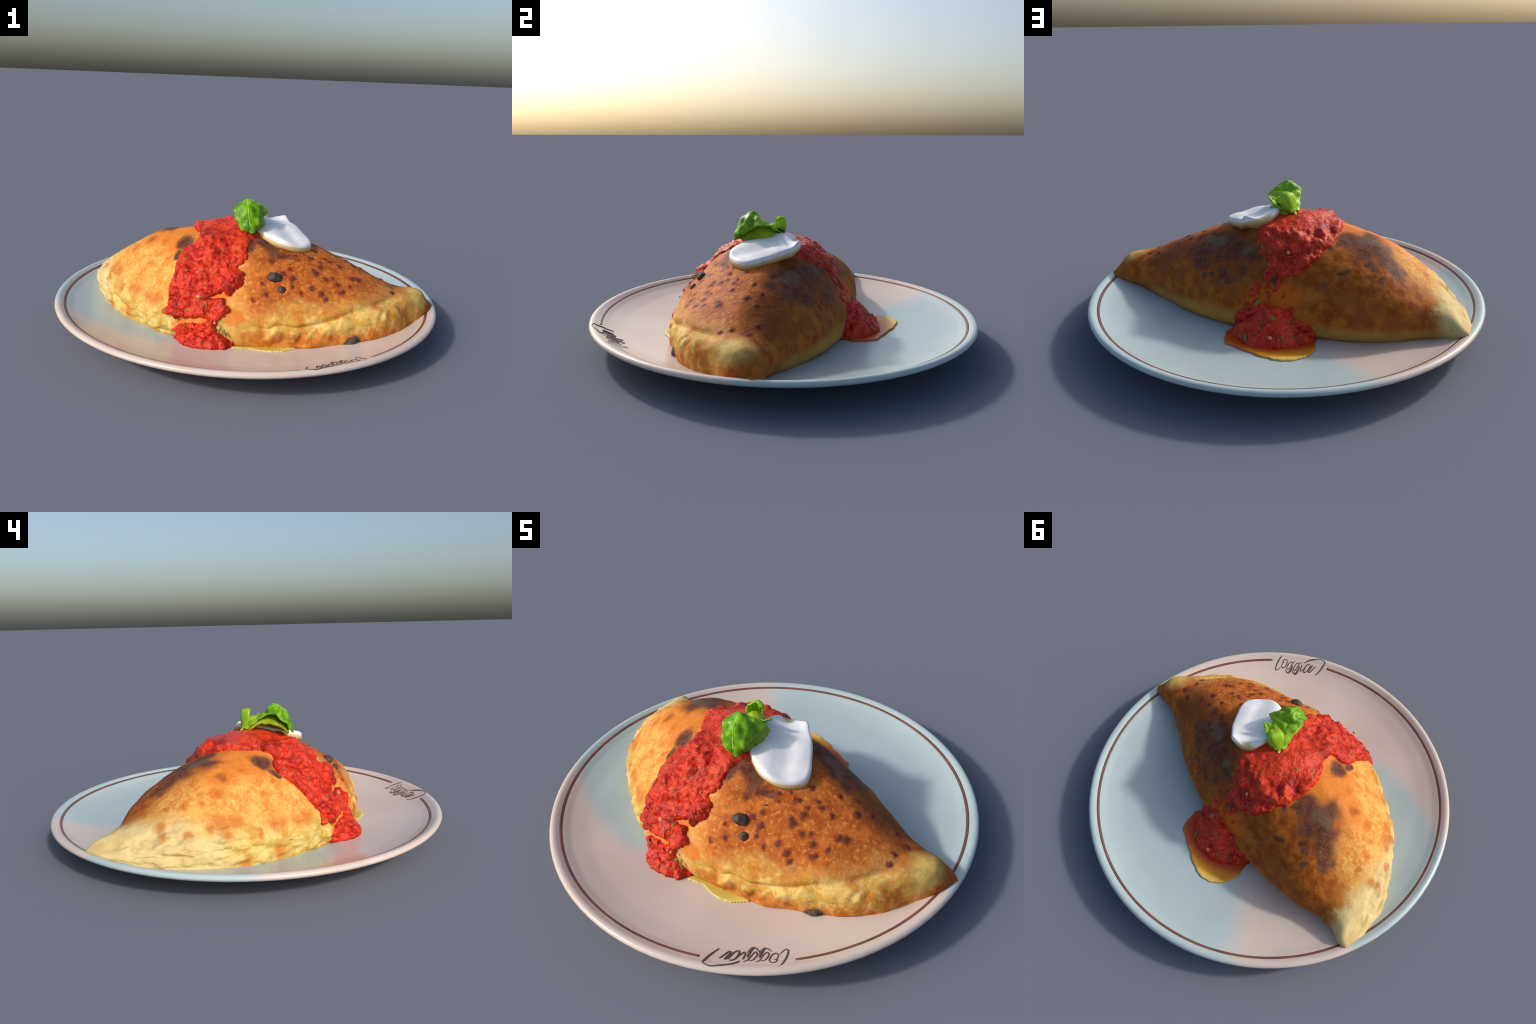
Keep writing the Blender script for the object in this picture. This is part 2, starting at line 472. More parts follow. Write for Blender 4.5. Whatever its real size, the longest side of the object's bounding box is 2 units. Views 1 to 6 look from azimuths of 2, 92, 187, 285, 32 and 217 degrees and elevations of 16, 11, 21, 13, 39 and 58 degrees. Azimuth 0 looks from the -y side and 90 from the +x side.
def make_pool(name, poly, mat, parent, edge_h, slope, cap, lumpy, step=.005, rag=.006, kind=None, lift=0.0):
    P = np.array(poly)
    x = np.arange(P[:, 0].min() - .03, P[:, 0].max() + .03, step)
    y = np.arange(P[:, 1].min() - .03, P[:, 1].max() + .03, step)
    X, Y = np.meshgrid(x, y, indexing="ij")
    Q = np.stack([X, Y, 0 * X], -1)
    d = poly_sdf(poly, X, Y) + rag * fbm(Q, 25, 2, 50)
    r = np.minimum(np.hypot(X, Y), .95)
    base = plate_z(r)
    rise = np.sqrt(np.clip(1 - (1 - np.clip(d / max(edge_h, .006), 0, 1)) ** 2, 0, 1))
    h = edge_h * rise + np.minimum(slope * np.maximum(d - .012, 0), cap)
    h = h + lumpy * sstep(0, .02, d) * sauce_lumps(np.stack([X, Y, h * 1.0], -1))
    top = np.stack([X, Y, base + lift * sstep(.0, .02, d + .02) + np.maximum(h, .0012)], -1)
    bot = np.stack([X, Y, base - .004], -1)
    ob = slab(name, top, bot, d > 0, mat, parent, kind)
    return ob, top, d

# ------------------------------------------------------------------ small pieces
def frame(normal, spin):
    from mathutils import Vector, Matrix
    z = Vector(normal).normalized()
    x = z.orthogonal().normalized()
    m = Matrix((x, z.cross(x), z)).transposed()
    return m @ Matrix.Rotation(spin, 3, "Z")

def place(ob, pos, normal, spin, scale):
    m = frame(normal, spin).to_4x4()
    m.translation = pos
    ob.matrix_world = m
    ob.scale = scale

def fleck_mesh(mat):
    """A torn bit of herb: a small bent leaf with thickness."""
    nu, nv = 7, 4
    u, w = np.meshgrid(np.linspace(-1, 1, nu), np.linspace(-1, 1, nv), indexing="ij")
    wid = (1 - np.abs(u) ** 1.7) * .36 + .04
    top = np.stack([u, w * wid, .12 * (1 - u * u) + .08 * (1 - w * w)], -1)
    ob = slab("herb_fleck", top, top - (0, 0, .10), np.ones((nu, nv), bool), mat, None)
    return ob

def dome_mesh(name, mat, seed, rough=.12):
    nu, nv = 14, 24
    th = np.linspace(.02, math.pi - .02, nu)
    ph = np.linspace(0, 2 * math.pi, nv, endpoint=False)
    T, F = np.meshgrid(th, ph, indexing="ij")
    P = np.stack([np.sin(T) * np.cos(F), np.sin(T) * np.sin(F), np.cos(T)], -1)
    P = P * (1 + rough * fbm(P, 1.7, 2, seed))[..., None]
    faces = grid_faces(nu, nv, True)
    faces += [tuple(range(nv))[::-1], tuple(range((nu - 1) * nv, nu * nv))]
    return new_mesh(name, P.reshape(-1, 3), faces, mat)

def scatter(proto, spots, parent, name, rng):
    """Copies of proto that share its mesh; spots are (position, normal, scale)."""
    for k, (p, n, sc) in enumerate(spots):
        ob = proto if k == 0 else proto.copy()
        if k:
            bpy.context.scene.collection.objects.link(ob)
        ob.name = name
        ob.parent = parent
        place(ob, p, n, rng.uniform(0, 6.28), sc)

# ------------------------------------------------------------------ mozzarella
MOZZ = [(.03, -.08), (.045, -.155), (.075, -.202), (.14, -.248), (.20, -.262), (.25, -.250), (.298, -.217), (.325, -.178), (.318, -.125), (.296, -.075), (.260, 0), (.236, .036), (.212, .062), (.192, .084), (.155, .092), (.11, .092), (.06, .068), (.03, 0)]

def closed_spline(pts, n):
    P = np.asarray(pts, float)
    m = len(P)
    out = []
    for t in np.linspace(0, m, n, endpoint=False):
        i, f = int(t), t % 1
        a, b, c, d = P[(i - 1) % m], P[i % m], P[(i + 1) % m], P[(i + 2) % m]
        out.append(.5 * (2 * b + (c - a) * f + (2 * a - 5 * b + 4 * c - d) * f * f + (3 * b - a - 3 * c + d) * f ** 3))
    return np.array(out)

def mozz_top(x, y):
    z = .5625 - .25 * x + .12 * y
    z = z + .019 * np.exp(-((x - .195) / .030) ** 2 - ((y - .085) / .022) ** 2) + .006 * np.exp(-((x - .24) / .03) ** 2 - ((y - .02) / .04) ** 2)
    z = z + .004 - .012 * np.exp(-((x - .18) / .06) ** 2 - ((y - .03) / .04) ** 2) - .020 * np.exp(-((x - .10) / .05) ** 2 - ((y - .09) / .05) ** 2)
    z = z - .004 * np.exp(-((x - .32) / .05) ** 2 - ((y + .18) / .05) ** 2) - .006 * np.exp(-((x - .22) / .05) ** 2 - ((y + .10) / .05) ** 2)
    return z + .004 * np.sin(x * 38 + y * 21)

def make_mozzarella(mat):
    n = 72
    ring = closed_spline(MOZZ, n)
    c = np.array([.18, -.09])
    rows = []
    for k in np.linspace(.04, 1, 16):                       # top
        e = np.clip((k - .93) / .07, 0, 1)
        p = c + (ring - c) * (k * (1 - .012 * e))
        rows.append(np.column_stack([p, mozz_top(*p.T) - .004 * e * e]))
    p0 = c + (ring - c)
    thick = .050 + .006 * np.sin(np.linspace(0, 6.28 * 3, n))
    for f, out in ((.25, 1.0), (.45, 1.005), (.65, .995), (.85, .975), (1.0, .93)):   # side
        p = c + (ring - c) * out
        rows.append(np.column_stack([p, mozz_top(*p0.T) - .005 - thick * f]))
    for k in (.7, .4, .05):
        p = c + (ring - c) * k
        rows.append(np.column_stack([p, mozz_top(*p.T) - .06]))
    G = np.array(rows)
    G[:, :, 2] += .002 * fbm(G, 16, 2, 60)
    faces = grid_faces(len(rows), n, True)
    faces += [tuple(range(n)), tuple(range((len(rows) - 1) * n, len(rows) * n))[::-1]]
    ob = new_mesh("mozzarella_slice", G.reshape(-1, 3), faces, mat)
    ob["label"] = "thick white cheese slice with creamy edge"
    ob["category"] = "cheese slice"
    return ob

# ------------------------------------------------------------------ basil
def spline_rows(rows, n):
    """Smooth an (m, k, 3) control net along its first axis to n rows (clamped Catmull-Rom)."""
    R = np.asarray(rows, float)
    m = len(R)
    out = []
    for t in np.linspace(0, m - 1, n):
        i = min(int(t), m - 2)
        f = t - i
        a, b, c, d = R[max(i - 1, 0)], R[i], R[i + 1], R[min(i + 2, m - 1)]
        out.append(.5 * (2 * b + (c - a) * f + (2 * a - 5 * b + 4 * c - d) * f * f + (3 * b - a - 3 * c + d) * f ** 3))
    return np.array(out)

def leaf(name, net, mat, parent, nu=46, nv=31, pucker=.004, thick=.005, seed=70, vein=.003, rib=None):
    G = spline_rows(net, nu)
    G = np.swapaxes(spline_rows(np.swapaxes(G, 0, 1), nv), 0, 1)
    n = grid_normals(G)
    if n[..., 2].mean() < 0:
        n = -n
    u = np.linspace(0, 1, nu)[:, None]
    v = np.linspace(-1, 1, nv)[None]
    lateral = np.abs(np.sin((u * 6.5 - np.abs(v) * 1.1) * math.pi)) ** .6          # panels between side veins
    ragged = np.clip(np.abs(v) * 3 - 2, 0, 1) + np.clip(1 - 6 * np.minimum(u, 1 - u), 0, 1)
    G = G + (np.stack([perlin(G, 42, seed + k) for k in (1, 2, 3)], -1)) * (.0075 * np.clip(ragged, 0, 1))[..., None]
    fade = np.clip(np.minimum(u, 1 - u) * 8, 0, 1) * np.clip((1 - np.abs(v)) * 3, 0, 1)
    off = fade * (pucker * (lateral - .5) + .6 * pucker * fbm(G, 30, 2, seed)) - vein * np.exp(-(v / .07) ** 2) * fade
    T = G + n * off[..., None]
    ob = slab(name, T, T - n * thick, np.ones((nu, nv), bool), mat, parent)
    if rib:                                    # pale raised midrib
        c = nv // 2
        mid, nm = T[2:-2, c:c + 1], n[2:-2, c:c + 1]
        R = mid + (T[2:-2, c - 1:c + 2] - mid) * .45 + nm * np.array([.0002, .0014, .0002])[None, :, None]
        slab("midrib", R, R - nm * .003, np.ones(R.shape[:2], bool), rib, ob)
    return ob

MAIN_LEAF = [[(-.062, -.012, .545), (-.052, -.009, .541), (-.045, -.006, .540), (-.036, -.003, .546), (-.030, .000, .552)],
             [(-.074, -.038, .553), (-.052, -.042, .572), (-.030, -.050, .583), (.000, -.042, .580), (.028, -.035, .578)],
             [(-.066, -.085, .592), (-.045, -.092, .603), (-.018, -.098, .612), (.022, -.085, .606), (.055, -.078, .598)],
             [(-.070, -.128, .612), (-.045, -.125, .625), (-.012, -.122, .634), (.035, -.108, .622), (.078, -.092, .602)],
             [(-.069, -.165, .626), (-.043, -.153, .640), (-.003, -.146, .662), (.045, -.136, .642), (.099, -.106, .609)],
             [(-.066, -.196, .606), (-.040, -.200, .624), (.002, -.193, .650), (.050, -.180, .630), (.092, -.145, .592)],
             [(-.052, -.226, .575), (-.030, -.226, .592), (.010, -.228, .605), (.052, -.214, .590), (.074, -.180, .566)],
             [(-.028, -.244, .545), (-.012, -.243, .552), (.018, -.248, .558), (.048, -.238, .552), (.064, -.222, .544)],
             [(.010, -.246, .522), (.018, -.249, .519), (.028, -.251, .517), (.038, -.248, .519), (.046, -.242, .523)]]
LOW_LEAF = [[(-.050, -.010, .545), (-.045, -.005, .541), (-.038, .002, .541)],
            [(-.025, -.045, .575), (-.008, -.022, .560), (.004, .004, .556)],
            [(.022, -.064, .590), (.034, -.040, .574), (.036, -.012, .566)],
            [(.060, -.066, .600), (.068, -.052, .592), (.064, -.030, .582)],
            [(.084, -.056, .608), (.086, -.052, .607), (.087, -.048, .605)]]
CURL_LEAF = [[(-.052, -.020, .548), (-.044, -.004, .543), (-.034, .008, .542), (-.022, .006, .548)],
             [(-.052, -.034, .582), (-.034, .004, .578), (-.004, .016, .576), (.020, -.016, .584)],
             [(-.046, -.034, .610), (-.024, .012, .604), (.010, .016, .602), (.030, -.020, .612)],
             [(-.036, -.032, .632), (-.016, .008, .634), (.008, .006, .632), (.026, -.022, .632)],
             [(-.024, -.034, .630), (-.010, -.020, .641), (.006, -.018, .640), (.016, -.030, .628)]]
BUD_LEAF = [[(-.055, -.015, .545), (-.042, -.002, .540), (-.030, .010, .540)],
            [(-.046, -.050, .578), (-.018, -.020, .592), (.008, .012, .570)],
            [(-.030, -.070, .590), (.002, -.044, .604), (.030, -.012, .580)],
            [(-.004, -.088, .590), (.020, -.070, .596), (.044, -.044, .584)]]
SKIRT_LEAF = [[(-.064, -.030, .540), (-.030, -.010, .540), (.00, .015, .535)],
              [(-.066, -.080, .570), (.00, -.060, .585), (.078, -.030, .535)],
              [(-.066, -.140, .580), (.015, -.115, .606), (.092, -.085, .532)],
              [(-.055, -.195, .562), (.02, -.175, .598), (.080, -.150, .530)],
              [(-.020, -.238, .525), (.025, -.230, .548), (.058, -.210, .520)]]

def make_basil(leaf_mat, pale_mat, vein_mat):
    top = bpy.data.objects.new("basil_sprig", None)
    bpy.context.scene.collection.objects.link(top)
    top["label"] = "crumpled bright green basil sprig lying on top"
    top["category"] = "basil leaf"
    leaf("leaf", MAIN_LEAF, leaf_mat, top, pucker=.009, vein=.003, rib=vein_mat)
    leaf("leaf", LOW_LEAF, leaf_mat, top, 24, 15, .003, .004, 75, .002)
    leaf("leaf", CURL_LEAF, leaf_mat, top, 24, 15, .003, .004, 78, .002)
    leaf("leaf", BUD_LEAF, pale_mat, top, 24, 15, .004, .006, 79, .002)
    leaf("leaf", SKIRT_LEAF, pale_mat, top, 24, 15, .003, .012, 81, .001)
    # stem: a short bent stub
    rows, nv = [], 10
    path = np.array([(-.052, .006, .528), (-.047, -.004, .540), (-.040, -.020, .556), (-.030, -.045, .574)])
    for p, r in zip(path, (.009, .010, .008, .005)):
        a = np.linspace(0, 2 * math.pi, nv, endpoint=False)
        rows.append(np.column_stack([p[0] + r * np.cos(a), p[1] + r * .5 * np.sin(a), p[2] + r * .8 * np.sin(a)]))
    G = np.array(rows)
    faces = grid_faces(len(rows), nv, True) + [tuple(range(nv))[::-1], tuple(range(3 * nv, 4 * nv))]
    new_mesh("stem", G.reshape(-1, 3), faces, pale_mat, top)
    return top

# ------------------------------------------------------------------ plate decoration
GAP = (-73.1, -51.6)          # degrees: the brown line is broken for the lettering

def ribbon(name, ang, rad, half, mat, parent, lift):
    """Flat painted stroke on the plate; ang (degrees), rad, half-width arrays."""
    a = np.radians(ang)
    c = np.column_stack([rad * np.cos(a), rad * np.sin(a)])
    t = np.gradient(c, axis=0)
    t /= np.maximum(np.linalg.norm(t, axis=1, keepdims=True), 1e-9)
    nrm = np.column_stack([-t[:, 1], t[:, 0]])
    top = []
    for k in (-1, -.34, .34, 1):
        p = c + nrm * (half * k)[:, None]
        top.append(np.column_stack([p, plate_z(np.hypot(*p.T)) + lift + .0006 * (1 - k * k)]))
    top = np.array(top)
    return slab(name, top, top - (0, 0, .004), np.ones(top.shape[:2], bool), mat, parent)

def stroke(pts, width, n=40):
    P = spline_rows(np.asarray(pts, float)[:, None, :], n)[:, 0]
    w = np.interp(np.linspace(0, 1, n), np.linspace(0, 1, len(width)), width)
    return P[:, 0], P[:, 1], w

LETTERS = [
    ([(-55.6, .976), (-54.7, .961), (-54.0, .942), (-53.4, .922), (-52.9, .899), (-52.7, .885), (-53.1, .878), (-53.9, .885), (-54.84, .901)], (.002, .0045, .0045, .004, .0035, .003, .0018)),
    ([(-56.2, .931), (-55.8, .928), (-55.6, .936), (-56.1, .946), (-56.8, .947), (-57.3, .938), (-57.2, .920), (-56.5, .900), (-55.7, .895), (-55.25, .902), (-55.3, .915), (-55.9, .934)], (.002, .003, .0025, .003, .0035, .003, .002)),
    ([(-59.4, .934), (-58.6, .935), (-58.0, .924), (-57.47, .904), (-57.57, .890), (-58.27, .892), (-59.07, .912), (-59.56, .933), (-60.4, .942)], (.0025, .0025, .003, .003, .003, .002)),
    ([(-59.7, .915), (-59.2, .886), (-58.5, .868), (-57.6, .869), (-56.8, .884)], (.0035, .0075, .006, .0025, .0015)),
    ([(-62.0, .934), (-61.2, .933), (-60.56, .915), (-60.2, .896), (-60.6, .885), (-61.2, .896), (-61.9, .919), (-62.3, .933), (-63.1, .942)], (.0025, .0025, .003, .003, .003, .002)),
    ([(-62.4, .915), (-62.05, .884), (-61.3, .864), (-60.3, .870), (-59.6, .887)], (.0035, .0075, .006, .0025, .0015)),
    ([(-63.35, .928), (-63.1, .901), (-63.3, .888), (-64.0, .899), (-64.5, .912)], (.003, .003, .0025, .0018)),
    ([(-66.3, .939), (-65.6, .938), (-64.9, .921), (-64.5, .891), (-64.95, .883), (-65.8, .895), (-66.4, .919), (-66.8, .934)], (.003, .0025, .0035, .003, .002, .002)),
    ([(-67.4, .938), (-67.0, .917), (-66.5, .896), (-67.0, .891), (-67.8, .910), (-68.6, .935)], (.003, .003, .0025, .0015)),
    ([(-63.97, .940), (-64.9, .953), (-66.25, .966), (-68.1, .977), (-69.7, .984), (-70.9, .981), (-71.7, .973), (-71.6, .956), (-71.1, .928), (-70.5, .905), (-69.6, .883)], (.0015, .003, .004, .0025, .002, .0025, .0035, .003, .0015)),
]

def decorate_plate(plate, band_mat, ink_mat):
    ang = np.linspace(GAP[1], 360 + GAP[0], 400)
    off = np.minimum(ang - GAP[1], 360 + GAP[0] - ang)
    rad = .950 - .009 * np.exp(-(off / 30) ** 2)
    ribbon("painted_line", ang, rad, np.full(len(ang), .0066), band_mat, plate, .0006)
    for k, (pts, width) in enumerate(LETTERS):
        a, r, w = stroke(pts, width)
        ribbon("letter", a, r, w, ink_mat, plate, .0006 + .0003 * k)

# ------------------------------------------------------------------ the looks
def crust_material():
    n = Nodes("baked_dough")
    x, y, z = n.axis(0), n.axis(1), n.axis(2)
    M = n.math
    w = M("ADD", M("MULTIPLY", M("ADD", x, .862), .275), M("MULTIPLY", M("ADD", y, -.448), .9614))
    big, mid, fine = n.noise(6, 3), n.noise(18, 4, .6), n.noise(60, 3, .6)
    grain = n.noise(140, 2, .6)
    # golden west, browner east and back
    gold = n.mix(n.ramp01(mid, .36, .64), lin(206, 128, 52), lin(222, 162, 82))
    gold = n.mix(M("MULTIPLY", n.ramp01(fine, .48, .72), .6), gold, lin(236, 194, 114))
    gold = n.mix(M("MULTIPLY", n.ramp01(fine, .46, .30), .35), gold, lin(196, 112, 40))
    gold = n.mix(M("MULTIPLY", n.ramp01(M("ADD", z, M("MULTIPLY", big, .2)), .44, .53), .75), gold, lin(204, 112, 38))
    brown = n.mix(n.ramp01(mid, .35, .68), lin(164, 80, 28), lin(194, 110, 46))
    brown = n.mix(n.ramp01(fine, .52, .70), brown, lin(212, 134, 62))
    brown = n.mix(M("MULTIPLY", n.ramp01(fine, .46, .30), .6), brown, lin(146, 68, 26))
    back = n.mix(n.ramp01(mid, .34, .66), lin(136, 66, 18), lin(172, 100, 32))
    east = n.ramp01(M("ADD", x, M("MULTIPLY", mid, .1)), -.02, .14)
    north = n.ramp01(M("ADD", w, M("MULTIPLY", big, .24)), -.10, .06)
    col = n.mix(east, gold, brown)
    col = n.mix(north, col, back)
    # pale, less baked dough: west foot and tip, the crimped edge, a faint band at the back foot
    edge_noise = M("ADD", M("MULTIPLY", big, .20), M("MULTIPLY", mid, .12))
    south = n.ramp01(w, -.12, -.26)
    zz = M("ADD", z, M("MULTIPLY", M("SUBTRACT", edge_noise, .16), 1.0))
    limit = n.ramp01(x, .1, .85)                                    # the seam climbs towards the east end
    zz = M("SUBTRACT", zz, M("MULTIPLY", limit, .045))
    pale = M("MULTIPLY", n.ramp01(zz, .27, .14), south)
    tip = n.ramp01(M("ADD", x, M("MULTIPLY", M("SUBTRACT", mid, .5), .14)), -.68, -.78)
    cream = n.mix(n.ramp01(n.noise(14, 4, .6, distort=.6), .38, .62), lin(186, 152, 74), lin(212, 186, 114))
    cream = n.mix(n.ramp01(n.noise(9, 3, .6), .56, .70), cream, lin(180, 138, 44))
    cream = n.mix(n.ramp01(fine, .60, .75), cream, lin(226, 204, 140))
    creamE = n.mix(n.ramp01(n.noise(16, 4, .6, distort=.5), .40, .60), lin(196, 152, 66), lin(222, 190, 112))
    cream = n.mix(M("MULTIPLY", tip, .6), cream, lin(208, 190, 142))
    cream = n.mix(n.ramp01(x, -.15, .05), cream, creamE)
    col = n.mix(M("MAXIMUM", pale, tip), col, cream)
    knob = n.ramp01(n.blob(n.warp(.07, 12), (.865, -.185, .215), (.085, .095, .065)), 1.25, .5)
    col = n.mix(knob, col, n.mix(n.ramp01(mid, .4, .6), lin(200, 168, 92), lin(172, 146, 84)))
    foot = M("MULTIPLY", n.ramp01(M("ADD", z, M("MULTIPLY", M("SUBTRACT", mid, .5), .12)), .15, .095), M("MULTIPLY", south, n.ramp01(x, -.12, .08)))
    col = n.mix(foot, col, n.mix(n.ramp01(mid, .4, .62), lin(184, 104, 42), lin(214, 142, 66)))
    toast = M("MULTIPLY", n.ramp01(n.noise(15, 4, .6, stretch=(1, 1, .55)), .49, .62), M("MULTIPLY", pale, n.ramp01(x, -.15, .05)))
    col = n.mix(M("MULTIPLY", toast, .85), col, n.mix(n.ramp01(fine, .4, .6), lin(184, 100, 32), lin(204, 126, 48)))
    backfoot = M("MULTIPLY", n.ramp01(M("ADD", z, M("MULTIPLY", M("SUBTRACT", big, .5), .10)), .165, .085), n.ramp01(w, -.05, .05))
    col = n.mix(M("MULTIPLY", backfoot, .65), col, lin(196, 158, 82))
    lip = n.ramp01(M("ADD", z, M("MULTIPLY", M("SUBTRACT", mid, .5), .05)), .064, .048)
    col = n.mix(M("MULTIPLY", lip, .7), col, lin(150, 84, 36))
    # toasted freckles
    wv = n.warp(.05, 16)
    freckle = n.blobs(wv, [((-.597, -.041, .353), .030), ((-.624, .029, .34), .022), ((-.658, .022, .317), .022), ((-.677, .086, .302), .022), ((-.686, .165, .286), .020),
                           ((-.703, -.082, .258), .040), ((-.712, -.104, .238), .030), ((-.727, -.042, .239), .026), ((-.767, .162, .231), .030), ((-.797, .138, .199), .026),
                           ((-.726, -.117, .207), .024), ((-.642, -.247, .211), .022), ((-.567, -.297, .227), .040), ((-.473, -.376, .214), .035), ((-.495, -.222, .337), .026),
                           ((-.539, -.317, .229), .034), ((-.43, -.399, .223), .042), ((-.675, -.139, .265), .036), ((-.594, -.317, .10), .04), ((-.708, -.188, .08), .032),
                           ((-.769, .033, .212), .026), ((-.52, -.04, .40), .022), ((-.44, -.10, .42), .02), ((-.40, -.25, .38), .018)])
    col = n.mix(M("MULTIPLY", n.ramp01(freckle, 1.5, .2), .75), col, lin(184, 100, 36))
    stain = n.blobs(wv, [((-.38, .406, .243), .045), ((-.457, .418, .228), .040), ((-.383, .433, .178), .055), ((-.531, .44, .160), .065), ((-.634, .403, .20), .036), ((-.70, .428, .141), .026),
                         ((-.31, .38, .26), .05), ((-.22, .352, .29), .03), ((.52, .10, .22), .05), ((.62, .03, .20), .05), ((.40, .22, .22), .05), ((.23, .29, .22), .04), ((.13, .31, .25), .04),
                         ((.60, -.04, .29), .07), ((.70, -.07, .25), .06), ((-.505, -.024, .404), .032), ((.102, -.567, .121), .024), ((.186, -.557, .123), .03), ((.80, -.32, .13), .025)])
    col = n.mix(M("MULTIPLY", n.ramp01(stain, 1.3, .3), .72), col, lin(142, 76, 36))
    # oily orange where the sauce has run
    oily = n.blobs(wv, [((-.10, -.49, .26), .05), ((-.20, -.535, .15), .06), ((-.28, -.52, .12), .05), ((-.02, -.54, .2), .05), ((.0, .34, .26), .07), ((-.08, .36, .24), .05), ((.10, .33, .22), .06), ((-.02, .36, .2), .06)])
    col = n.mix(M("MULTIPLY", n.ramp01(oily, 1.3, .5), .7), col, lin(206, 96, 22))
    # scorched areas
    dark_zone = n.blobs(n.warp(.10, 8), [((.33, .09, .37), (.20, .15, .16)), ((.45, .0, .36), (.14, .10, .12)), ((-.42, .14, .41), (.15, .12, .08)), ((.60, -.06, .28), (.20, .12, .10)), ((.20, .20, .34), (.16, .10, .14))])
    col = n.mix(M("MULTIPLY", n.ramp01(dark_zone, 1.25, .45), M("ADD", .35, M("MULTIPLY", mid, .6))), col, lin(112, 56, 26))
    wc = n.warp(.10, 14)
    char = n.blobs(wc, [((-.33, .105, .44), .062), ((-.43, .055, .432), .055), ((-.41, .125, .415), .080), ((-.47, .16, .39), .072), ((-.515, .218, .36), .064), ((-.55, .25, .33), .050), ((-.39, .20, .40), .052),
                        ((-.30, .13, .44), .04), ((-.235, .18, .426), .026), ((-.31, .304, .347), .026), ((-.472, .332, .313), .026), ((-.215, .333, .312), .017), ((-.43, .27, .362), .03),
                        ((-.315, -.17, .440), (.050, .060, .05)), ((-.34, -.24, .39), (.024, .035, .03)), ((.075, -.235, .442), (.090, .050, .06)), ((.03, -.272, .43), .045), ((.14, -.270, .43), .045), ((.20, -.285, .41), (.06, .02, .03)),
                        ((.395, -.01, .40), .055), ((.34, .05, .39), .085), ((.42, .055, .36), .060), ((.474, .055, .33), .050), ((.46, -.04, .38), .035), ((.285, .09, .40), .085), ((.20, .15, .39), .065), ((.13, .195, .385), .045),
                        ((.42, .126, .311), .040), ((.336, .144, .341), .030), ((.26, .18, .345), .032), ((.183, .235, .326), .036), ((.356, .188, .285), .022), ((.283, .223, .287), .036), ((.246, .251, .274), .028),
                        ((.30, .248, .239), .018), ((.074, .265, .332), .030), ((.40, .175, .25), .02), ((.02, .30, .31), .03)])
    cmask = n.ramp01(char, 1.35, .45)
    scorch = n.mix(n.ramp01(n.noise(28, 3, .6), .40, .62), lin(80, 46, 38), lin(108, 68, 50))
    scorch = n.mix(n.ramp01(grain, .58, .75), scorch, lin(138, 102, 82))
    col = n.mix(M("MULTIPLY", cmask, .9), col, scorch)
    beside = n.ramp01(n.blobs(n.warp(.04, 30), [((-.315, -.165, .440), (.045, .055, .06)), ((-.335, -.235, .395), (.022, .035, .04)), ((.085, -.25, .44), (.080, .038, .05)), ((.03, -.275, .43), .034)]), 1.25, .6)
    col = n.mix(M("MULTIPLY", beside, .9), col, scorch)
    ash = n.ramp01(n.blobs(wc, [((-.40, .115, .42), .05), ((-.45, .12, .41), .04), ((.40, .01, .395), .04), ((.33, .06, .39), .06), ((.17, .165, .39), .04)]), 1.1, .4)
    col = n.mix(M("MULTIPLY", ash, .6), col, lin(112, 98, 80))
    # blistered spots
    ws = n.warp(.034, 42)
    spot = n.blobs(ws, [((a, b, c), r) for a, b, c, r in SPOTS])
    col = n.mix(M("MULTIPLY", n.ramp01(spot, 1.9, .8), .7), col, lin(140, 62, 30))
    col = n.mix(M("MULTIPLY", n.ramp01(spot, 1.25, .5), .85), col, lin(88, 46, 42))
    nub = n.ramp01(n.blob(n.warp(.03, 25), tuple(NUB), (.055, .05, .042)), 1.05, .75)
    col = n.mix(nub, col, n.mix(n.ramp01(fine, .4, .6), lin(58, 50, 40), lin(96, 86, 66)))
    # paler pinhead dots, slightly raised, on the back
    pin = n.voronoi(120)
    pins = M("MULTIPLY", n.ramp01(pin, .22, .08), M("MULTIPLY", n.ramp01(n.noise(11, 2), .42, .60), north))
    col = n.mix(M("MULTIPLY", pins, .75), col, lin(228, 170, 96))
    h = M("ADD", M("MULTIPLY", fine, .5), M("ADD", M("MULTIPLY", grain, .25), M("MULTIPLY", pins, .35)))
    n.bump(h, .45, .008)
    return n.set(Base_Color=col, Roughness=.62, Specular_IOR_Level=.12)

